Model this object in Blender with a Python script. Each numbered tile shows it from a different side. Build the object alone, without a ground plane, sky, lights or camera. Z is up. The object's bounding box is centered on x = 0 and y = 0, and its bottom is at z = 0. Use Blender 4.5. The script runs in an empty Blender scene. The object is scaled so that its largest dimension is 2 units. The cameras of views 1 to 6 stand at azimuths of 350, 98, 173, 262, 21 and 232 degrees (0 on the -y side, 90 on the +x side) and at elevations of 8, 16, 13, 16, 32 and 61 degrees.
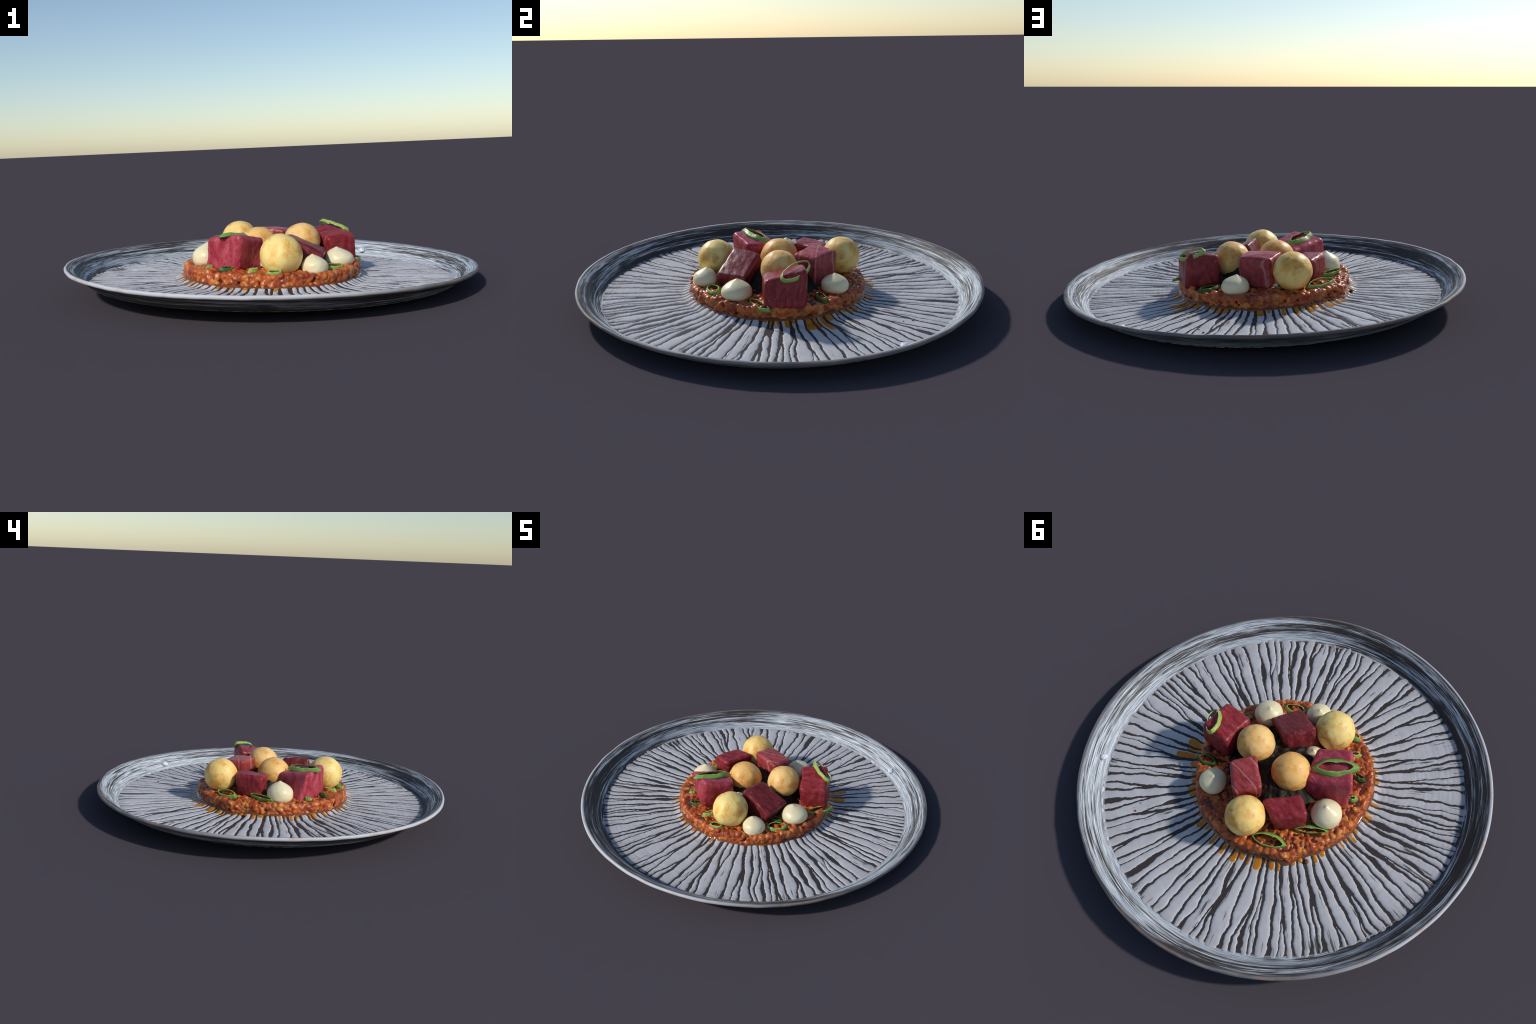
# A plated dish: a dark stoneware plate with radial glaze streaks, a round of
# chopped vegetable tartare in sauce, and on it potato balls, tuna cubes,
# piped cream dollops and scallion rings.
import bpy, bmesh, math, random
import numpy as np
from mathutils import Vector, noise, Matrix

rng = random.Random(7)
TILT = (-0.005, 0.036)            # the whole plate leans a little: rot about x, y
TAU = math.tau


def nz(*p):
    return noise.noise(Vector(p))


def smooth01(a, b, x):
    t = min(1.0, max(0.0, (x - a) / (b - a)))
    return t * t * (3 - 2 * t)


def slope(x, y):                  # height change of the tilted plate plane
    return -TILT[1] * x + TILT[0] * y


# ------------------------------------------------------------------ materials
class Mat:
    """Small helper that wires node materials."""

    def __init__(self, name, rough=0.5, spec=0.5, **kw):
        self.m = bpy.data.materials.new(name)
        self.m.use_nodes = True
        self.t = self.m.node_tree
        self.b = self.t.nodes["Principled BSDF"]
        self.b.inputs["Roughness"].default_value = rough
        self.b.inputs["Specular IOR Level"].default_value = spec
        for k, v in kw.items():
            self.b.inputs[k.replace("_", " ")].default_value = v
        self.co = self.n("ShaderNodeTexCoord").outputs["Object"]

    def n(self, kind, **kw):
        x = self.t.nodes.new(kind)
        for k, v in kw.items():
            setattr(x, k, v)
        return x

    def put(self, sock, v):
        if isinstance(v, bpy.types.NodeSocket):
            self.t.links.new(v, sock)
        elif v is not None:
            sock.default_value = v

    def math(self, op, a, b=None, c=None, clamp=False):
        x = self.n("ShaderNodeMath", operation=op, use_clamp=clamp)
        for i, v in enumerate((a, b, c)):
            self.put(x.inputs[i], v)
        return x.outputs[0]

    def noise(self, scale, detail=3, rough=0.55, co=None, dist=0.0):
        x = self.n("ShaderNodeTexNoise")
        self.put(x.inputs["Vector"], co or self.co)
        x.inputs["Scale"].default_value = scale
        x.inputs["Detail"].default_value = detail
        x.inputs["Roughness"].default_value = rough
        x.inputs["Distortion"].default_value = dist
        return x.outputs["Fac"]

    def step(self, v, lo, hi):
        x = self.n("ShaderNodeMapRange", interpolation_type="SMOOTHSTEP")
        self.put(x.inputs["Value"], v)
        x.inputs["From Min"].default_value = lo
        x.inputs["From Max"].default_value = hi
        return x.outputs[0]

    def mix(self, f, a, b):
        x = self.n("ShaderNodeMix", data_type="RGBA")
        self.put(x.inputs["Factor"], f)
        for s, v in ((x.inputs[6], a), (x.inputs[7], b)):
            self.put(s, (*v, 1) if isinstance(v, tuple) else v)
        return x.outputs[2]

    def color(self, c):
        self.put(self.b.inputs["Base Color"], (*c, 1) if isinstance(c, tuple) else c)

    def bump(self, h, strength=0.3, dist=0.004):
        x = self.n("ShaderNodeBump")
        x.inputs["Strength"].default_value = strength
        x.inputs["Distance"].default_value = dist
        self.put(x.inputs["Height"], h)
        self.put(self.b.inputs["Normal"], x.outputs[0])

    def toward(self, dx, dy):
        """Cosine of the angle round the plate from a given direction."""
        s = self.n("ShaderNodeVectorMath", operation="MULTIPLY")
        self.put(s.inputs[0], self.co)
        s.inputs[1].default_value = (1, 1, 0)
        u = self.n("ShaderNodeVectorMath", operation="NORMALIZE")
        self.put(u.inputs[0], s.outputs[0])
        d = self.n("ShaderNodeVectorMath", operation="DOT_PRODUCT")
        self.put(d.inputs[0], u.outputs[0])
        d.inputs[1].default_value = (dx, dy, 0)
        return d.outputs["Value"]

    def polar(self, around, out, up=0.0):
        """Seamless polar coordinates: direction * around, radius * out, height * up."""
        s = self.n("ShaderNodeSeparateXYZ")
        self.put(s.inputs[0], self.co)
        x, y, z = s.outputs
        r = self.math("SQRT", self.math("ADD", self.math("MULTIPLY", x, x), self.math("MULTIPLY", y, y)))
        rs = self.math("MAXIMUM", r, 0.001)
        c = self.n("ShaderNodeCombineXYZ")
        self.put(c.inputs[0], self.math("MULTIPLY", self.math("DIVIDE", x, rs), around))
        self.put(c.inputs[1], self.math("MULTIPLY", self.math("DIVIDE", y, rs), around))
        self.put(c.inputs[2], self.math("ADD", self.math("MULTIPLY", r, out), self.math("MULTIPLY", z, up)))
        return c.outputs[0], r


def mat_stoneware():
    m = Mat("dark_brushed_stoneware", rough=0.55, spec=0.25)
    brush, r = m.polar(2.6, 95, 110)
    fine, _ = m.polar(9, 330, 330)
    wide, _ = m.polar(1.6, 22, 26)
    a = m.noise(1.0, 5, 0.62, brush)
    b = m.noise(1.0, 3, 0.6, fine)
    w = m.noise(1.0, 2, 0.5, wide)
    v = m.math("ADD", m.math("MULTIPLY", a, 0.55), m.math("MULTIPLY", b, 0.45))
    v = m.math("ADD", v, m.math("MULTIPLY", m.math("SUBTRACT", w, 0.5), 0.60))
    # pale share of the streaks raised round the +x+y side of the rim
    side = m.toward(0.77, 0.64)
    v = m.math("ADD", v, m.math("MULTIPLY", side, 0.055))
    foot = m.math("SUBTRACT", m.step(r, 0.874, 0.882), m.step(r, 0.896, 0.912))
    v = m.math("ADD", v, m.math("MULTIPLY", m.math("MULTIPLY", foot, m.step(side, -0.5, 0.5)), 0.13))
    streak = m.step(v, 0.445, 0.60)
    # the brush ran dry towards the edge of the rim and never reached the well
    on_wall = m.math("MULTIPLY", m.step(r, 0.872, 0.882), m.math("SUBTRACT", 1.0, m.step(r, 0.962, 0.996)))
    on_wall = m.math("MAXIMUM", on_wall, m.math("MULTIPLY", m.step(r, 0.86, 0.90), 0.15))
    nrm = m.n("ShaderNodeSeparateXYZ")
    m.put(nrm.inputs[0], m.n("ShaderNodeTexCoord").outputs["Normal"])
    on_wall = m.math("MULTIPLY", on_wall, m.math("ADD", 0.65, m.math("MULTIPLY", m.step(nrm.outputs[2], -0.2, 0.1), 0.35)))
    f = m.math("MULTIPLY", streak, on_wall, clamp=True)
    rust = m.noise(7, 4)
    dark = m.mix(rust, (0.030, 0.025, 0.025), (0.062, 0.050, 0.045))
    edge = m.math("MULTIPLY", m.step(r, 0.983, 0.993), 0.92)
    dark = m.mix(edge, dark, m.mix(m.step(m.toward(-0.75, -0.66), 0.1, 0.75), m.mix(m.step(m.noise(11, 3), 0.42, 0.62), (0.15, 0.14, 0.135), (0.23, 0.16, 0.13)), m.mix(m.step(m.noise(8, 3), 0.5, 0.68), (0.60, 0.60, 0.62), (0.56, 0.44, 0.38))))  # lip tinted near white toward the sun, brown-grey on the shaded arc
    col = m.mix(f, dark, m.mix(m.step(m.math("ADD", m.math("MULTIPLY", b, 0.7), m.math("MULTIPLY", a, 0.3)), 0.40, 0.62), (0.22, 0.25, 0.28), (0.70, 0.74, 0.78)))
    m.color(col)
    m.bump(v, 0.45, 0.004)
    return m.m


def mat_glaze():
    m = Mat("pale_glaze", rough=0.6, spec=0.15)
    ray, r = m.polar(46, 5)
    ray2, _ = m.polar(120, 9)
    dry = m.math("ADD", m.math("MULTIPLY", m.noise(1, 4, 0.65, ray), 0.6), m.math("MULTIPLY", m.noise(1, 3, 0.6, ray2), 0.4))
    patch = m.noise(5.5, 2)
    outer = m.math("MULTIPLY", m.step(r, 0.55, 0.87), 0.03)
    worn = m.math("ADD", m.math("ADD", dry, m.math("MULTIPLY", m.math("SUBTRACT", patch, 0.5), 0.42)), outer)
    worn = m.step(worn, 0.60, 0.665)
    base = m.mix(m.noise(16, 4), (0.41, 0.405, 0.415), (0.62, 0.615, 0.63))
    base = m.mix(m.math("MULTIPLY", m.step(r, 0.80, 0.88), 0.25), base, (0.30, 0.27, 0.27))
    m.color(m.mix(m.math("MULTIPLY", worn, 0.9), base, (0.055, 0.045, 0.046)))
    m.bump(m.noise(140, 3), 0.25, 0.002)
    return m.m


def mat_glaze_chip():
    m = Mat("white_glaze_chip", rough=0.4)
    m.color(m.mix(m.noise(60, 2), (0.70, 0.73, 0.78), (0.85, 0.87, 0.9)))
    return m.m


def mat_tartare():
    m = Mat("tomato_grain", rough=0.32, spec=0.42)
    v = m.n("ShaderNodeTexVoronoi")
    v.inputs["Scale"].default_value = 30
    m.put(v.inputs["Vector"], m.co)
    hue = m.n("ShaderNodeSeparateColor")
    m.put(hue.inputs[0], v.outputs["Color"])
    a = m.mix(hue.outputs[0], (0.33, 0.050, 0.013), (0.58, 0.145, 0.026))
    a = m.mix(m.step(hue.outputs[1], 0.72, 0.9), a, (0.60, 0.20, 0.045))
    a = m.mix(m.math("MULTIPLY", m.step(m.noise(22, 4), 0.47, 0.66), 0.75), a, (0.20, 0.034, 0.014))
    m.color(a)
    m.bump(m.noise(75, 3), 0.35, 0.006)
    return m.m


def mat_sauce():
    m = Mat("dark_red_sauce", rough=0.14, spec=0.6)
    m.color(m.mix(m.noise(18, 3), (0.055, 0.008, 0.005), (0.17, 0.030, 0.010)))
    m.bump(m.noise(40, 2), 0.3, 0.005)
    return m.m


def mat_jus():
    m = Mat("clear_brown_jus", rough=0.06, spec=0.7)
    m.color(m.mix(m.noise(9, 2), (0.09, 0.025, 0.008), (0.24, 0.075, 0.018)))
    m.bump(m.noise(45, 2), 0.35, 0.004)
    return m.m


def mat_oil():
    m = Mat("amber_oil", rough=0.25, spec=0.4)
    m.color(m.mix(m.noise(14, 2), (0.42, 0.13, 0.006), (0.62, 0.23, 0.012)))
    return m.m


def mat_potato(name, pale, gold):
    m = Mat(name, rough=0.46, spec=0.4, Subsurface_Weight=0.12, Subsurface_Scale=0.02)
    big = m.step(m.noise(12, 5, 0.62, dist=0.5), 0.42, 0.68)
    small = m.step(m.noise(19, 4, 0.62, dist=0.4), 0.53, 0.70)
    c = m.mix(m.noise(8, 2), pale, tuple(x * y for x, y in zip(pale, (0.93, 0.88, 0.78))))
    c = m.mix(m.math("MULTIPLY", big, 0.82), c, gold)
    c = m.mix(m.math("MULTIPLY", small, 0.75), c, (0.60, 0.26, 0.045))
    speck = m.step(m.noise(85, 2), 0.72, 0.78)
    c = m.mix(m.math("MULTIPLY", speck, 0.5), c, (0.38, 0.17, 0.05))
    m.color(c)
    m.bump(m.noise(40, 4), 0.18, 0.006)
    return m.m


def mat_tuna(name, deep, light, veins=0.0):
    m = Mat(name, rough=0.34, spec=0.26, Subsurface_Weight=0.08, Subsurface_Scale=0.02)
    mp = m.n("ShaderNodeMapping")
    m.put(mp.inputs["Vector"], m.co)
    mp.inputs["Rotation"].default_value = (0.5, 0.3, 0.7)
    mp.inputs["Scale"].default_value = (1, 3.2, 1)
    fib = m.noise(15, 4, 0.6, mp.outputs[0], 0.6)
    c = m.mix(m.step(fib, 0.30, 0.74), deep, light)
    pale = m.step(m.noise(44, 4, 0.65, dist=0.8), 0.58, 0.74)
    c = m.mix(m.math("MULTIPLY", pale, 0.55), c, tuple(min(1, x + 0.17) for x in light))
    if veins:
        w = m.n("ShaderNodeTexWave", wave_type="BANDS", bands_direction="Y")
        m.put(w.inputs["Vector"], m.co)
        w.inputs["Scale"].default_value = 4.03
        w.inputs["Phase Offset"].default_value = 2.5
        w.inputs["Distortion"].default_value = 0.9
        w.inputs["Detail"].default_value = 1
        w.inputs["Detail Scale"].default_value = 2
        c = m.mix(m.math("MULTIPLY", m.step(w.outputs["Fac"], 0.962, 0.995), veins), c, (0.62, 0.27, 0.24))
    m.color(c)
    m.bump(m.noise(60, 4, 0.6), 0.28, 0.006)
    return m.m


def mat_cream():
    m = Mat("piped_cream", rough=0.36, spec=0.45, Subsurface_Weight=0.15, Subsurface_Scale=0.02)
    m.color(m.mix(m.noise(9, 2), (0.80, 0.69, 0.42), (0.86, 0.77, 0.51)))
    m.bump(m.noise(18, 2), 0.08, 0.01)
    return m.m


def mat_leaf(name, a, b, rough=0.38):
    m = Mat(name, rough=rough, spec=0.45)
    mp = m.n("ShaderNodeMapping")
    m.put(mp.inputs["Vector"], m.co)
    mp.inputs["Scale"].default_value = (1, 1, 3)
    m.color(m.mix(m.noise(38, 3, 0.6, mp.outputs[0]), a, b))
    tr = m.n("ShaderNodeBsdfTranslucent")
    tr.inputs["Color"].default_value = (*b, 1)
    mx = m.n("ShaderNodeMixShader")
    mx.inputs[0].default_value = 0.15
    out = m.t.nodes["Material Output"]
    m.t.links.new(m.b.outputs[0], mx.inputs[1])
    m.t.links.new(tr.outputs[0], mx.inputs[2])
    m.t.links.new(mx.outputs[0], out.inputs[0])
    return m.m


def mat_heap():
    m = Mat("near_black_fill", rough=0.6, spec=0.25)
    m.color(m.mix(m.step(m.noise(32, 4), 0.45, 0.62), (0.015, 0.006, 0.004), (0.014, 0.022, 0.007)))
    m.bump(m.noise(60, 3), 0.5, 0.008)
    return m.m


def mat_speck():
    m = Mat("red_sauce_speck", rough=0.3)
    m.color((0.42, 0.05, 0.025))
    return m.m


# -------------------------------------------------------------------- objects
def add(name, verts, faces, mats, parent=None, smooth=True, face_mats=None):
    me = bpy.data.meshes.new(name)
    me.from_pydata([tuple(v) for v in verts], [], faces)
    for x in mats:
        me.materials.append(x)
    if face_mats:
        me.polygons.foreach_set("material_index", face_mats)
    me.polygons.foreach_set("use_smooth", [smooth] * len(me.polygons))
    me.update()
    o = bpy.data.objects.new(name, me)
    bpy.context.scene.collection.objects.link(o)
    if parent:
        o.parent = parent
    return o


def fix_normals(o):
    bm = bmesh.new()
    bm.from_mesh(o.data)
    bmesh.ops.recalc_face_normals(bm, faces=bm.faces)
    bm.to_mesh(o.data)
    bm.free()


def tag(o, label, category):
    o["label"], o["category"] = label, category
    return o


def strip_faces(rows, cols, closed=False, base=0):
    f = []
    for i in range(rows - 1):
        for j in range(cols if closed else cols - 1):
            k = (j + 1) % cols
            f.append((base + i * cols + j, base + i * cols + k, base + (i + 1) * cols + k, base + (i + 1) * cols + j))
    return f


# ---------------------------------------------------------------------- plate
FLOOR = 0.0335
DISC_R, DISC_TOP, DISC_Y = 0.433, 0.107, -0.012


def floor_at(x, y):
    """Height of the well in the plate frame; it swells a little where the disc's jus has set."""
    r = math.hypot(x, y - DISC_Y)
    return FLOOR + 0.0035 * x + 0.015 * (1 - smooth01(0.428, 0.482, r))


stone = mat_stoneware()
glaze = mat_glaze()


def build_plate():
    # (radius, height above the well); the last part is the underside
    top = [0.30, 0.40, 0.425, 0.44, 0.455, 0.47, 0.485, 0.50, 0.60, 0.70, 0.80, 0.855, 0.868]
    prof = [(r, FLOOR) for r in top]
    prof += [(0.878, 0.0345), (0.886, 0.0365), (0.894, 0.0400), (0.902, 0.0460), (0.909, 0.0545), (0.916, 0.0645), (0.924, 0.0745), (0.934, 0.0855), (0.946, 0.0960), (0.959, 0.1045), (0.970, 0.1100),
             (0.980, 0.1140), (0.987, 0.1162), (0.9925, 0.1168), (0.9965, 0.1148), (0.9985, 0.1092), (0.9980, 0.1040), (0.994, 0.1000), (0.986, 0.0965), (0.972, 0.0915), (0.956, 0.0850),
             (0.940, 0.0755), (0.923, 0.0635), (0.906, 0.0505), (0.888, 0.0380), (0.870, 0.0305), (0.856, 0.0278), (0.60, 0.0278), (0.30, 0.0278)]
    seg, verts = 720, []
    for r, z in prof:
        out = smooth01(0.86, 1.0, r)
        for j in range(seg):
            a = TAU * j / seg
            c, s = math.cos(a), math.sin(a)
            dr = out * (0.0016 * math.cos(3 * a) + 0.0025 * math.sin(3 * a) - 0.0026 * math.cos(4 * a) + 0.0026 * math.sin(4 * a) + 0.0016 * nz(c * 9, s * 9, 1) - 0.0045 * c + 0.0030 * s + 0.0005)
            dr += out * (-0.0050 * math.exp(-((a - 1.0) / 0.6) ** 2) + 0.0030 * math.exp(-((a - 5.0) / 0.65) ** 2))
            dr = max(-0.009, min(dr, 0.0018 + 0.0040 * abs(c * s)))
            dz = out * (-0.0022 * math.cos(2 * a) - 0.0020 * math.cos(3 * a) + 0.0014 * math.cos(4 * a) + 0.0030 * max(0.0, s) + 0.0022 * nz(c * 12, s * 12, 2))
            dz += (1 - smooth01(0.88, 0.96, r)) * 0.0035 * r * c
            if z == FLOOR:
                dz = floor_at(r * c, r * s) - FLOOR
            # throwing rings that run round the wall
            dz += 0.0015 * smooth01(0.88, 0.9, r) * nz(c * 3, s * 3, r * 60)
            verts.append(((r + dr) * c, (r + dr) * s, z + dz))
    faces = strip_faces(len(prof), seg, True)
    top, bottom = len(verts), len(verts) + 1
    verts += [(0, 0, floor_at(0, 0)), (0, 0, 0.0278)]
    last = (len(prof) - 1) * seg
    for j in range(seg):
        k = (j + 1) % seg
        faces.append((top, k, j))
        faces.append((bottom, last + j, last + k))
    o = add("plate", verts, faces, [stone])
    fix_normals(o)
    o.rotation_euler = (TILT[0], TILT[1], 0)
    return tag(o, "shallow dark stoneware plate with pale radial glaze streaks and brushed rim", "plate")


# radial grooves between the glaze streaks: each is an angle as a function of radius
LINES = 82
line_seed = [(TAU * (i + rng.uniform(-0.2, 0.2)) / LINES, rng.uniform(-0.035, 0.035), rng.random() * 90) for i in range(LINES)]
pinch = {}                                   # gap index -> radius where its two grooves meet
i = 2
while i < LINES - 2:
    if rng.random() < 0.13:
        pinch[i] = rng.uniform(0.58, 0.82)
        i += 3
    i += 1


def raw_line(i, r):
    t0, drift, s = line_seed[i % LINES]
    wob = 0.025 * nz(r * 4.5, s, 0) + 0.012 * nz(r * 15, s, 5) + 0.004 * nz(r * 42, s, 9)
    return t0 + drift * (r - 0.6) + wob + (TAU if i >= LINES else 0)


def line(i, r):
    a = raw_line(i, r)
    if i % LINES in pinch:                   # left side of a pinched gap
        e = pinch[i % LINES]
        mid = (raw_line(i, r) + raw_line(i + 1, r)) / 2
        a += (mid - a) * smooth01(e - 0.28, e, r)
    if (i - 1) % LINES in pinch and i > 0:
        e = pinch[(i - 1) % LINES]
        mid = (raw_line(i, r) + raw_line(i - 1, r)) / 2
        a += (mid - a) * smooth01(e - 0.28, e, r)
    return a


def half_width(i, r):
    s = line_seed[i % LINES][2]
    w = 0.0044 + 0.0036 * nz(r * 7, s, 20) + 0.018 * max(0, nz(r * 6.5, s, 40) - 0.17)
    w += 0.0035 * smooth01(0.862, 0.882, r)
    return max(0.0016, w)


def streak_mesh(left, right, r0, r1, height, cols=9, rows=120, end=0.018, start=0.02, base=0.0, edge=0.0024):
    """A raised pad between two radial curves, with ragged sides and rounded ends."""
    verts, faces, n, total = [], [], 0, 0
    for k in range(rows):
        r = r0 + (r1 - r0) * k / (rows - 1)
        a, b = left(r), right(r)
        q = 1.0
        if r > r1 - end:
            q = math.sqrt(max(0.0, 1 - ((r - (r1 - end)) / end) ** 2))
        if r < r0 + start:
            q = min(q, math.sqrt(max(0.0, 1 - ((r0 + start - r) / start) ** 2)))
        a += edge * nz(r * 75, left(0.6) * 40, 3) / r
        b += edge * nz(r * 75, right(0.6) * 40, 6) / r
        if b - a < 0.003 / r:
            # the pad closes here and may open again further out
            if n > 4:
                faces += strip_faces(n, cols, base=len(verts) - n * cols)
                total += n
            else:
                del verts[len(verts) - n * cols:]
            n = 0
            continue
        mid, hw = (a + b) / 2, (b - a) / 2 * q
        arc = hw * r
        for j in range(cols):
            t = math.sin(math.pi * (j / (cols - 1) - 0.5))
            up = 0.5 * smooth01(0, 0.006, arc * (1 - abs(t))) + 0.5 * math.sqrt(max(0, 1 - t * t))
            h = height * up * min(1, arc / 0.010) - 0.0006
            h += 0.0011 * nz(r * 10, mid * r * 18, 4) * up
            rise = 0.0030 * smooth01(0.874, 0.888, r) + 0.0050 * smooth01(0.886, 0.897, r)
            ang = mid + hw * t
            x, y = r * math.cos(ang), r * math.sin(ang)
            verts.append((x, y, floor_at(x, y) + base + h + rise))
        n += 1
    if n > 4:
        faces += strip_faces(n, cols, base=len(verts) - n * cols)
        total += n
    else:
        del verts[len(verts) - n * cols:]
    return (verts, faces) if total else None


def build_streaks(plate):
    made, gaps = 0, []
    for i in range(LINES):
        L = lambda r, i=i: line(i, r) + half_width(i, r) / r
        R = lambda r, i=i: line(i + 1, r) - half_width(i + 1, r) / r
        gaps.append((L, R))
        r_out = rng.uniform(0.880, 0.892)
        pieces = []
        wide = (R(0.8) - L(0.8)) * 0.8
        if wide > 0.042 and rng.random() < 0.7:
            rs = rng.uniform(0.47, 0.74)
            side = rng.random() < 0.5
            goal = rng.uniform(0.35, 0.65)
            s = rng.random() * 60
            fw = rng.uniform(0.0014, 0.0050)

            def F(r, L=L, R=R, rs=rs, side=side, goal=goal, s=s):
                t = smooth01(rs - 0.02, rs + 0.26, r) * goal
                t = t if side else 1 - t
                return L(r) + (R(r) - L(r)) * t + 0.010 * nz(r * 9, s, 2)

            def wf(r, fw=fw, s=s):
                return max(0.0012, fw + 0.003 * nz(r * 9, s, 12)) / r
            if side:
                pieces.append((L, lambda r, F=F, wf=wf: F(r) - wf(r), rs + 0.03, r_out))
                pieces.append((lambda r, F=F, wf=wf, L=L: max(L(r), F(r) + wf(r)), R, 0.41, r_out + 0.004))
            else:
                pieces.append((lambda r, F=F, wf=wf: F(r) + wf(r), R, rs + 0.03, r_out))
                pieces.append((L, lambda r, F=F, wf=wf, R=R: min(R(r), F(r) - wf(r)), 0.41, r_out + 0.004))
        else:
            pieces.append((L, R, 0.41, r_out))
        for a, b, r0, r1 in pieces:
            got = streak_mesh(a, b, r0, r1, rng.uniform(0.0030, 0.0042), end=0.008)
            if got:
                add("glaze_streak", *got, [glaze], plate)
                made += 1
    return gaps


plate = build_plate()
gaps = build_streaks(plate)

# a chip of thick white glaze on the wall, and two dried specks of sauce
def pebble(name, centre, size, mat, parent, seed, sub=3):
    bm = bmesh.new()
    bmesh.ops.create_icosphere(bm, subdivisions=sub, radius=1)
    for v in bm.verts:
        v.co *= 1 + 0.35 * nz(v.co.x * 1.4 + seed, v.co.y * 1.4, v.co.z * 1.4)
        v.co = Vector((v.co.x * size[0], v.co.y * size[1], v.co.z * size[2])) + Vector(centre)
    me = bpy.data.meshes.new(name)
    bm.to_mesh(me)
    bm.free()
    me.materials.append(mat)
    me.polygons.foreach_set("use_smooth", [True] * len(me.polygons))
    o = bpy.data.objects.new(name, me)
    bpy.context.scene.collection.objects.link(o)
    o.parent = parent
    return o


chip_mat, speck_mat = mat_glaze_chip(), mat_speck()
pebble("glaze_chip", (0.674, 0.603, 0.0690), (0.017, 0.020, 0.013), chip_mat, plate, 3)
pebble("sauce_speck", (0.332, 0.649, 0.0395), (0.006, 0.005, 0.003), speck_mat, plate, 5, 2)
pebble("sauce_speck", (0.350, 0.606, 0.0395), (0.004, 0.003, 0.002), speck_mat, plate, 9, 2)

# --------------------------------------------------------------- tartare disc
def disc_radius(a):
    c, s = math.cos(a), math.sin(a)
    bulge = 0.020 * math.exp(-(((a - math.radians(141) + math.pi) % TAU - math.pi) / 0.09) ** 2)
    return DISC_R + 0.007 * nz(c * 2.2, s * 2.2, 3) + bulge


def revolve(profile, seg, radius, jitter=0.0):
    """Stack of closed rings (scale, inset, z) on the disc outline, capped in the middle at both ends."""
    verts = []
    for inset, z in profile:
        for j in range(seg):
            a = TAU * j / seg
            r = max(0.0, radius(a) - inset)
            verts.append((r * math.cos(a), r * math.sin(a) + DISC_Y, z + jitter * nz(r * math.cos(a) * 16, r * math.sin(a) * 16, z * 30)))
    faces = strip_faces(len(profile), seg, True)
    first, last = len(verts), len(verts) + 1
    verts += [(0, DISC_Y, profile[0][1]), (0, DISC_Y, profile[-1][1])]
    base = (len(profile) - 1) * seg
    for j in range(seg):
        k = (j + 1) % seg
        faces += [(first, j, k), (last, base + k, base + j)]
    return verts, faces


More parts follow.
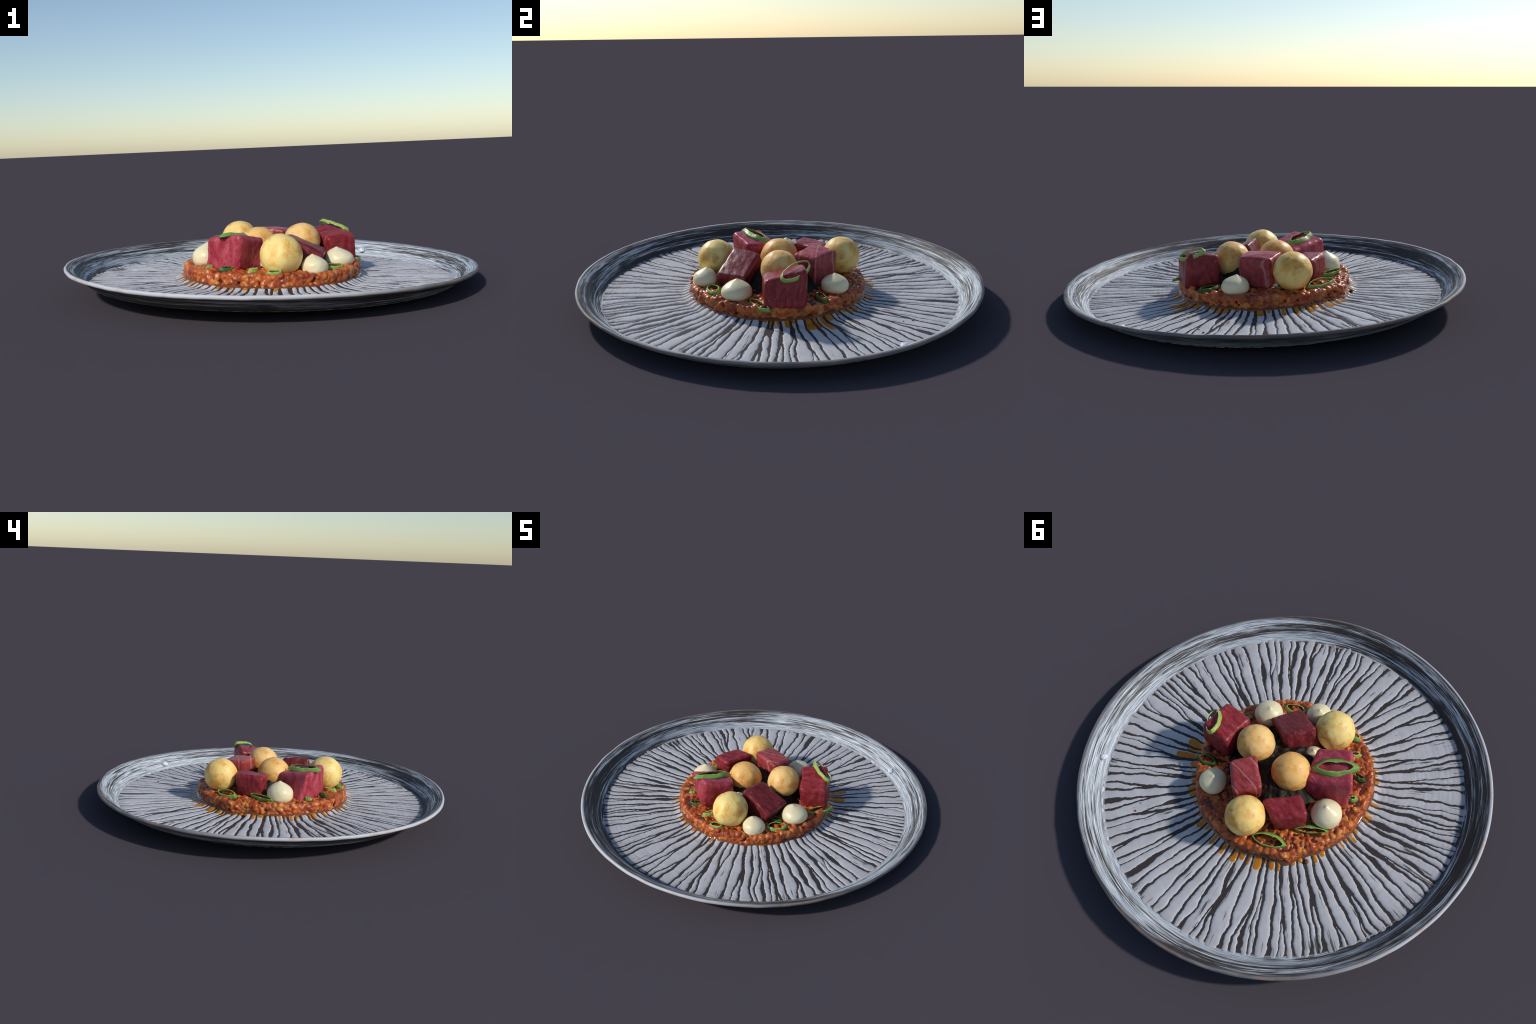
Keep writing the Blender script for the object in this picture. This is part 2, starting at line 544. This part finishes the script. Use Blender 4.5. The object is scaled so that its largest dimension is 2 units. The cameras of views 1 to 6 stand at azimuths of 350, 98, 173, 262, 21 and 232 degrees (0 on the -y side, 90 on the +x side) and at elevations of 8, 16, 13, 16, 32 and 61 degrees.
def build_disc():
    root = bpy.data.objects.new("tartare_disc", None)
    bpy.context.scene.collection.objects.link(root)
    root.location = (0, 0, 0)
    root.rotation_euler = (TILT[0], TILT[1], 0)
    tag(root, "flat round of chopped orange tomato tartare in glossy dark sauce", "food")

    prof = [(0.30, FLOOR + 0.02), (0.10, FLOOR + 0.02), (0.02, FLOOR + 0.02), (0.017, 0.075), (0.018, 0.095), (0.026, DISC_TOP - 0.003)]
    prof += [(0.05 + 0.03 * k, DISC_TOP - 0.003) for k in range(12)]
    s = add("sauce_bed", *revolve(prof, 240, disc_radius, 0.006), [mat_sauce()], root)
    fix_normals(s)

    # chopped pieces: pressed columns round the side, a loose layer on top
    r2 = random.Random(21)
    ball = bmesh.new()
    bmesh.ops.create_icosphere(ball, subdivisions=2, radius=1)
    unit = [v.co.copy() for v in ball.verts]
    tris = [tuple(v.index for v in f.verts) for f in ball.faces]
    ball.free()
    gv, gf = [], []

    def grain(c, size, squash):
        m = Matrix.Translation(c) @ Matrix.Rotation(r2.uniform(0, TAU), 4, "Z") @ Matrix.Rotation(r2.uniform(-0.7, 0.7), 4, "X")
        m = m @ Matrix.Diagonal((size * squash[0], size * squash[1], size * squash[2], 1))
        sd, c, base = r2.random() * 50, Vector(c), len(gv)
        for u in unit:
            d = m @ u - c
            gv.append(c + d * (1 + 0.38 * nz(d.x * 40 + sd, d.y * 40, d.z * 40)))
        gf.extend((a + base, b + base, e + base) for a, b, e in tris)
    for row, (z, n) in enumerate(((0.053, 84), (0.067, 80), (0.082, 84), (0.094, 88))):
        for k in range(n):
            a = TAU * (k + row * 0.5 + r2.uniform(-0.3, 0.3)) / n
            size = r2.uniform(0.012, 0.022)
            r = disc_radius(a) - size * r2.uniform(0.75, 1.0)
            grain((r * math.cos(a), r * math.sin(a) + DISC_Y, z + r2.uniform(-0.006, 0.006)), size,
                  (r2.uniform(0.8, 1.2), r2.uniform(0.8, 1.2), r2.uniform(0.7, 1.15)))
    placed, tries, cells = [], 0, {}
    while len(placed) < 1400 and tries < 40000:
        tries += 1
        a, q = r2.uniform(0, TAU), math.sqrt(r2.random())
        r = q * (disc_radius(a) - 0.016)
        p = (r * math.cos(a), r * math.sin(a))
        near = 0.0145 if r > 0.22 else 0.02
        cell = (int(p[0] / 0.02 + 100), int(p[1] / 0.02 + 100))
        around = [o for i in (-1, 0, 1) for j in (-1, 0, 1) for o in cells.get((cell[0] + i, cell[1] + j), ())]
        if any((p[0] - o[0]) ** 2 + (p[1] - o[1]) ** 2 < near ** 2 for o in around):
            continue
        placed.append(p)
        cells.setdefault(cell, []).append(p)
        size = 0.0075 + 0.0105 * r2.random() ** 1.5
        z = DISC_TOP - 0.007 + r2.uniform(-0.004, 0.004) - 0.004 * smooth01(0.36, 0.42, r)
        grain((p[0], p[1] + DISC_Y, z), size, (r2.uniform(0.8, 1.5), r2.uniform(0.7, 1.1), r2.uniform(0.6, 0.9)))
    me = bpy.data.meshes.new("tartare_grain")
    me.from_pydata([tuple(v) for v in gv], [], gf)
    o = bpy.data.objects.new("tartare_grain", me)
    bpy.context.scene.collection.objects.link(o)
    m = o.modifiers.new("fuse", "REMESH")
    m.mode, m.voxel_size, m.use_smooth_shade = "VOXEL", 0.0033, True
    sm = o.modifiers.new("soften", "SMOOTH")
    sm.factor, sm.iterations = 0.5, 3
    dg = bpy.context.evaluated_depsgraph_get()
    new = bpy.data.meshes.new_from_object(o.evaluated_get(dg))
    o.modifiers.clear()
    o.data = new
    new.name = "tartare_grain"
    new.materials.clear()
    new.materials.append(mat_tartare())
    new.polygons.foreach_set("use_smooth", [True] * len(new.polygons))
    o.parent = root
    o["kind"] = "stuff"

    # thin jus that has run out round the foot of the disc
    seg, verts = 480, []
    for k, (t, h) in enumerate(((-0.030, 0.004), (-0.012, 0.0125), (-0.004, 0.0105), (0.35, 0.0055), (0.75, 0.0040), (1.0, 0.0012))):
        for j in range(seg):
            a = TAU * j / seg
            c, s_ = math.cos(a), math.sin(a)
            reach = 0.008 + 0.007 * nz(c * 5, s_ * 5, 2) + 0.006 * nz(c * 17, s_ * 17, 5)
            r = disc_radius(a) + (t if t < 0 else max(0.004, reach) * t)
            verts.append((r * c, r * s_ + DISC_Y, floor_at(r * c, r * s_ + DISC_Y) + h))
    ring = add("jus_ring", verts, strip_faces(6, seg, True), [mat_jus()], root)

    # amber oil lying on the streaks next to the disc
    oil = mat_oil()
    r3 = random.Random(5)
    for i, (L, R) in enumerate(gaps):
        deg = math.degrees((line(i, 0.46) + line(i + 1, 0.46)) / 2) % 360
        p, far = 0.2 + 0.75 * smooth01(-0.25, 0.15, nz(math.cos(math.radians(deg)) * 3, math.sin(math.radians(deg)) * 3, 6)), 0.452 + 0.045 * r3.random() ** 1.7
        if 125 < deg < 260:
            p = max(p, 0.55)
        if 285 < deg < 352:
            p, far = 0.45, r3.uniform(0.447, 0.460)
        if 22 < deg < 33:
            p, far = 1, r3.uniform(0.53, 0.57)
        if r3.random() > p:
            continue
        k0, k1 = r3.uniform(0.0, 0.08), r3.uniform(0.92, 1.0)
        a = lambda r, L=L, R=R, k0=k0: L(r) + (R(r) - L(r)) * k0
        b = lambda r, L=L, R=R, k1=k1: L(r) + (R(r) - L(r)) * k1
        got = streak_mesh(a, b, 0.405, far, 0.0034, cols=9, rows=40, end=0.016, base=0.0007, edge=0.0025)
        if got:
            add("oil_puddle", *got, [oil], root)
    # near-black mound that fills the gaps between the toppings
    verts, seg, rows = [], 160, 40
    for k in range(rows):
        q = 1 - k / (rows - 1)
        for j in range(seg):
            a = TAU * j / seg
            r = q * (0.27 + 0.02 * nz(math.cos(a) * 2, math.sin(a) * 2, 7))
            x, y = r * math.cos(a) + 0.02, r * math.sin(a) + 0.01
            verts.append((x, y, 0.098 + 0.082 * smooth01(0.0, 0.5, 1 - q) + 0.016 * (nz(x * 26, y * 26, 1) + 0.6 * nz(x * 60, y * 60, 4)) * smooth01(0, 0.3, 1 - q)))
    heap = add("dark_gap_mound", verts, strip_faces(rows, seg, True), [mat_heap()], root)
    fix_normals(heap)
    pebble("jus_drop", (-0.41, 0.195, FLOOR + 0.014), (0.010, 0.010, 0.008), ring.data.materials[0], root, 2)
    return root


build_disc()

# --------------------------------------------------------------- potato balls
def potato_ball(loc, r, pale, gold, seed, stretch=(1, 1, 1), taper=0.0):
    bm = bmesh.new()
    bmesh.ops.create_icosphere(bm, subdivisions=5, radius=1)
    for v in bm.verts:
        p = v.co.copy()
        k = 1 + 0.030 * nz(p.x * 1.6 + seed, p.y * 1.6, p.z * 1.6) + 0.014 * nz(p.x * 4 + seed, p.y * 4, p.z * 4) + 0.005 * nz(p.x * 11, p.y * 11 + seed, p.z * 11)
        t = 1 - taper * max(0, -p.z) ** 1.5
        v.co = Vector((p.x * stretch[0] * t, p.y * stretch[1] * t, p.z * stretch[2])) * (r * k)
    me = bpy.data.meshes.new("potato_ball")
    bm.to_mesh(me)
    bm.free()
    me.materials.append(mat_potato("fried_potato", pale, gold))
    me.polygons.foreach_set("use_smooth", [True] * len(me.polygons))
    o = bpy.data.objects.new("potato_ball", me)
    o.location = loc
    bpy.context.scene.collection.objects.link(o)
    return tag(o, "small round golden fried potato ball with browned patches", "potato ball")


potato_ball((-0.015, -0.322, 0.181), 0.0975, (0.96, 0.75, 0.28), (0.82, 0.40, 0.05), 1.3)
potato_ball((-0.057, -0.008, 0.188), 0.0955, (0.92, 0.56, 0.19), (0.72, 0.27, 0.03), 5.1)
potato_ball((0.171, 0.023, 0.192), 0.0930, (0.93, 0.61, 0.24), (0.78, 0.34, 0.05), 9.7, (1.0, 1.0, 1.02), 0.22)
potato_ball((-0.099, 0.301, 0.195), 0.0935, (0.95, 0.68, 0.24), (0.78, 0.34, 0.04), 14.2, (1.0, 1.02, 1.0), 0.06)

# ----------------------------------------------------------------- tuna cubes
def tuna_cube(top, bottom, mat, seed, round_=0.022, grow=1.07):
    """Hand-cut block from its four upper and four lower corners, edges rounded."""
    t, b = [Vector(p) for p in top], [Vector(p) for p in bottom]
    c = sum(t + b, Vector()) / 8
    t, b = [c + (p - c) * grow for p in t], [c + (p - c) * grow for p in b]
    n = 26

    def at(u, v, w):
        lo = (b[0] * (1 - u) + b[1] * u) * (1 - v) + (b[3] * (1 - u) + b[2] * u) * v
        hi = (t[0] * (1 - u) + t[1] * u) * (1 - v) + (t[3] * (1 - u) + t[2] * u) * v
        return lo * (1 - w) + hi * w
    size = ((t[1] - t[0]).length, (t[3] - t[0]).length, (t[0] - b[0]).length)
    bm = bmesh.new()
    bmesh.ops.create_cube(bm, size=1)
    bmesh.ops.subdivide_edges(bm, edges=bm.edges[:], cuts=n, use_grid_fill=True)
    for v in bm.verts:
        q = v.co + Vector((0.5, 0.5, 0.5))
        # rounded-box: pull each point onto an inset box, then out by the radius
        d, core = [], []
        for k in range(3):
            rr = min(0.45, round_ / size[k])
            x = min(1 - rr, max(rr, q[k]))
            core.append(x)
            d.append((q[k] - x) * size[k])
        d = Vector(d)
        if d.length > 1e-9:
            d = d.normalized() * round_
        u, w2, w3 = (core[k] + d[k] / size[k] for k in range(3))
        p = at(u, w2, w3)
        out = (p - c).normalized()
        p += out * (0.0065 * nz(p.x * 9 + seed, p.y * 9, p.z * 9) + 0.0028 * nz(p.x * 30, p.y * 30 + seed, p.z * 30) + 0.0011 * nz(p.x * 80, p.y * 80, p.z * 80 + seed))
        v.co = p - c
    bmesh.ops.recalc_face_normals(bm, faces=bm.faces)
    me = bpy.data.meshes.new("tuna_cube")
    bm.to_mesh(me)
    bm.free()
    me.materials.append(mat)
    me.polygons.foreach_set("use_smooth", [True] * len(me.polygons))
    o = bpy.data.objects.new("tuna_cube", me)
    o.location = c
    bpy.context.scene.collection.objects.link(o)
    return tag(o, "glossy deep red cube of raw tuna with rounded cut edges", "raw fish")


pink = mat_tuna("tuna_pink", (0.31, 0.026, 0.042), (0.50, 0.085, 0.115))
deep = mat_tuna("tuna_deep", (0.125, 0.011, 0.015), (0.24, 0.034, 0.040))
red = mat_tuna("tuna_red", (0.185, 0.012, 0.017), (0.34, 0.044, 0.050))
veined = mat_tuna("tuna_veined", (0.25, 0.024, 0.029), (0.43, 0.080, 0.080), 0.5)

tuna_cube([(-0.318, -0.148, 0.255), (-0.188, -0.266, 0.276), (-0.066, -0.168, 0.243), (-0.145, -0.025, 0.222)],
          [(-0.338, -0.106, 0.106), (-0.214, -0.265, 0.104), (-0.074, -0.165, 0.102), (-0.160, -0.002, 0.106)], pink, 2.0, 0.024)
tuna_cube([(0.029, -0.226, 0.256), (0.195, -0.276, 0.168), (0.250, -0.133, 0.170), (0.089, -0.088, 0.245)],
          [(-0.020, -0.215, 0.140), (0.150, -0.276, 0.075), (0.190, -0.130, 0.070), (0.040, -0.075, 0.130)], deep, 7.0, 0.018)
tuna_cube([(0.290, -0.036, 0.208), (0.434, -0.010, 0.214), (0.386, 0.172, 0.262), (0.243, 0.144, 0.244)],
          [(0.300, -0.040, 0.092), (0.440, -0.008, 0.084), (0.408, 0.172, 0.084), (0.242, 0.142, 0.096)], red, 11.0, 0.021)
tuna_cube([(-0.060, 0.173, 0.260), (0.094, 0.083, 0.248), (0.148, 0.194, 0.242), (0.009, 0.283, 0.248)],
          [(-0.040, 0.172, 0.108), (0.088, 0.098, 0.104), (0.142, 0.192, 0.102), (0.014, 0.276, 0.106)], veined, 17.0, 0.019)
tuna_cube([(-0.286, 0.093, 0.232), (-0.188, 0.048, 0.231), (-0.098, 0.197, 0.225), (-0.206, 0.228, 0.227)],
          [(-0.298, 0.108, 0.115), (-0.200, 0.055, 0.112), (-0.108, 0.190, 0.110), (-0.212, 0.212, 0.114)], red, 23.0, 0.021)

# -------------------------------------------------------------- cream dollops
cream = mat_cream()


def cream_dollop(x, y, z, R, H, seed, lean=(0.0, 0.0)):
    prof = [(0.0, -0.10), (0.70, -0.10), (0.86, 0.0), (0.975, 0.13), (1.0, 0.27), (0.975, 0.42), (0.89, 0.56), (0.75, 0.68), (0.57, 0.78), (0.38, 0.86), (0.22, 0.915), (0.12, 0.955), (0.06, 0.985), (0.0, 1.0)]
    pts = []
    for a, b in zip(prof, prof[1:]):
        for k in range(4):
            pts.append((a[0] + (b[0] - a[0]) * k / 4, a[1] + (b[1] - a[1]) * k / 4))
    pts.append(prof[-1])
    seg, verts = 64, []
    for r, h in pts:
        for j in range(seg):
            a = TAU * j / seg
            c, s = math.cos(a), math.sin(a)
            k = 1 + 0.055 * nz(c * 1.1 + seed, s * 1.1, h * 2.2) + 0.02 * nz(c * 3, s * 3 + seed, h * 5)
            lift = smooth01(0.55, 1.0, h)
            verts.append((r * R * k * c + lift * lean[0], r * R * k * s + lift * lean[1], h * H))
    o = add("cream_dollop", verts, strip_faces(len(pts), seg, True), [cream])
    bm = bmesh.new()
    bm.from_mesh(o.data)
    bmesh.ops.remove_doubles(bm, verts=bm.verts, dist=1e-5)
    for _ in range(2):
        bmesh.ops.smooth_vert(bm, verts=bm.verts, factor=0.4, use_axis_x=True, use_axis_y=True, use_axis_z=True)
    bmesh.ops.recalc_face_normals(bm, faces=bm.faces)
    bm.to_mesh(o.data)
    bm.free()
    o.location = (x, y, z)
    return tag(o, "small piped dollop of ivory cream with soft pointed tip", "cream")


cream_dollop(0.133, -0.350, 0.096, 0.062, 0.085, 1.0, (-0.008, 0.006))
cream_dollop(0.303, -0.163, 0.093, 0.073, 0.088, 4.0, (-0.010, 0.0))
cream_dollop(-0.315, -0.005, 0.118, 0.073, 0.106, 8.0, (0.004, 0.003))
cream_dollop(0.173, 0.287, 0.102, 0.067, 0.082, 12.0, (-0.006, 0.0))
cream_dollop(-0.034, -0.166, 0.094, 0.056, 0.098, 16.0)

# ------------------------------------------------------------- scallion rings
rind = [mat_leaf("scallion_green", (0.15, 0.33, 0.055), (0.30, 0.50, 0.12)),
        mat_leaf("scallion_lime", (0.24, 0.42, 0.05), (0.48, 0.62, 0.13)),
        mat_leaf("scallion_dark", (0.022, 0.065, 0.014), (0.065, 0.15, 0.03))]
flesh = [mat_leaf("scallion_cut_edge", (0.30, 0.48, 0.08), (0.55, 0.68, 0.22)),
         mat_leaf("scallion_pale_edge", (0.55, 0.66, 0.22), (0.72, 0.78, 0.40)),
         mat_leaf("scallion_dark_edge", (0.07, 0.16, 0.03), (0.16, 0.28, 0.06))]


def scallion_ring(A, B, width, kind, seed, up=(0, 0, 1), height=0.016, thick=0.0050, point=0.5, sag=0.0, flare=0.006):
    """Slanted slice of a hollow leaf: an oval band from tip A to tip B."""
    A, B = Vector(A), Vector(B)
    c, major = (A + B) / 2, (B - A) / 2
    up = Vector(up).normalized()
    minor = up.cross(major).normalized()
    up = major.cross(minor).normalized() if major.cross(minor).dot(up) > 0 else -major.cross(minor).normalized()
    seg, sect = 96, [(-1, -1), (-1, 0), (-1, 1), (-0.4, 1.2), (0.4, 1.2), (1, 1), (1, 0), (1, -1)]
    verts, faces, fm = [], [], []
    for j in range(seg):
        t = TAU * j / seg
        ct, st = math.cos(t), math.sin(t)
        e = math.copysign(abs(st) ** (1 + point), st)
        w = 1 + 0.16 * nz(ct * 1.5 + seed, st * 1.5, 0)
        p = c + major * ct + minor * (width / 2 * e * w)
        p += up * (0.004 * nz(ct * 2, st * 2, seed) - sag * (1 - ct * ct) + 0.0016 * nz(ct * 9, st * 9, seed))
        out = (p - c - up * (p - c).dot(up)).normalized()
        for o_, h in sect:
            k = height / 2 * (1 + 0.22 * nz(ct * 5 + seed, st * 5, 3))
            verts.append(p + out * (o_ * thick / 2 - h * flare) + up * (h * k))
    m = len(sect)
    for j in range(seg):
        for k in range(m):
            l, j2 = (k + 1) % m, (j + 1) % seg
            faces.append((j * m + k, j2 * m + k, j2 * m + l, j * m + l))
            fm.append(0 if k in (5, 6) else 1)
    o = add("scallion_ring", [v - c for v in verts], faces, [rind[kind], flesh[kind]], face_mats=fm)
    fix_normals(o)
    o.location = c
    return tag(o, "thin slanted ring of green scallion leaf", "scallion")


scallion_ring((-0.134, -0.084, 0.252), (-0.270, -0.224, 0.276), 0.072, 0, 1, (-0.15, 0.1, 1), 0.018, flare=0.012)
scallion_ring((0.430, 0.069, 0.227), (0.315, 0.174, 0.275), 0.078, 1, 2, (0.46, 0.24, 0.86), 0.015, thick=0.0045, flare=0.004, point=0.15)
scallion_ring((-0.167, 0.320, 0.120), (-0.306, 0.240, 0.132), 0.062, 0, 3, (-0.3, 0.3, 1), 0.020)
scallion_ring((-0.270, 0.152, 0.134), (-0.378, 0.044, 0.130), 0.030, 0, 4, (-0.5, 0.4, 1), 0.020)
scallion_ring((-0.030, -0.402, 0.112), (-0.103, -0.409, 0.114), 0.040, 0, 5, (0, -0.3, 1), 0.020, point=0.2)
scallion_ring((-0.122, -0.300, 0.116), (-0.172, -0.352, 0.120), 0.030, 1, 6, (-0.3, -0.3, 1), 0.022, point=0.2)
scallion_ring((-0.215, -0.250, 0.122), (-0.292, -0.268, 0.126), 0.034, 2, 7, (-0.2, -0.3, 1), 0.018)
scallion_ring((-0.310, -0.145, 0.124), (-0.338, -0.175, 0.126), 0.026, 0, 8, (-0.3, -0.2, 1), 0.014, point=0.2)
scallion_ring((0.196, -0.312, 0.108), (0.292, -0.262, 0.104), 0.062, 0, 9, (0, -0.2, 1), 0.014)
scallion_ring((0.352, -0.092, 0.100), (0.470, 0.014, 0.094), 0.042, 0, 10, (0.3, -0.3, 1), 0.014)
scallion_ring((0.250, 0.215, 0.108), (0.345, 0.250, 0.100), 0.050, 2, 12, (0.2, 0.2, 1), 0.014)
scallion_ring((0.170, -0.215, 0.106), (0.250, -0.230, 0.104), 0.040, 2, 14, (0.1, -0.1, 1), 0.014)
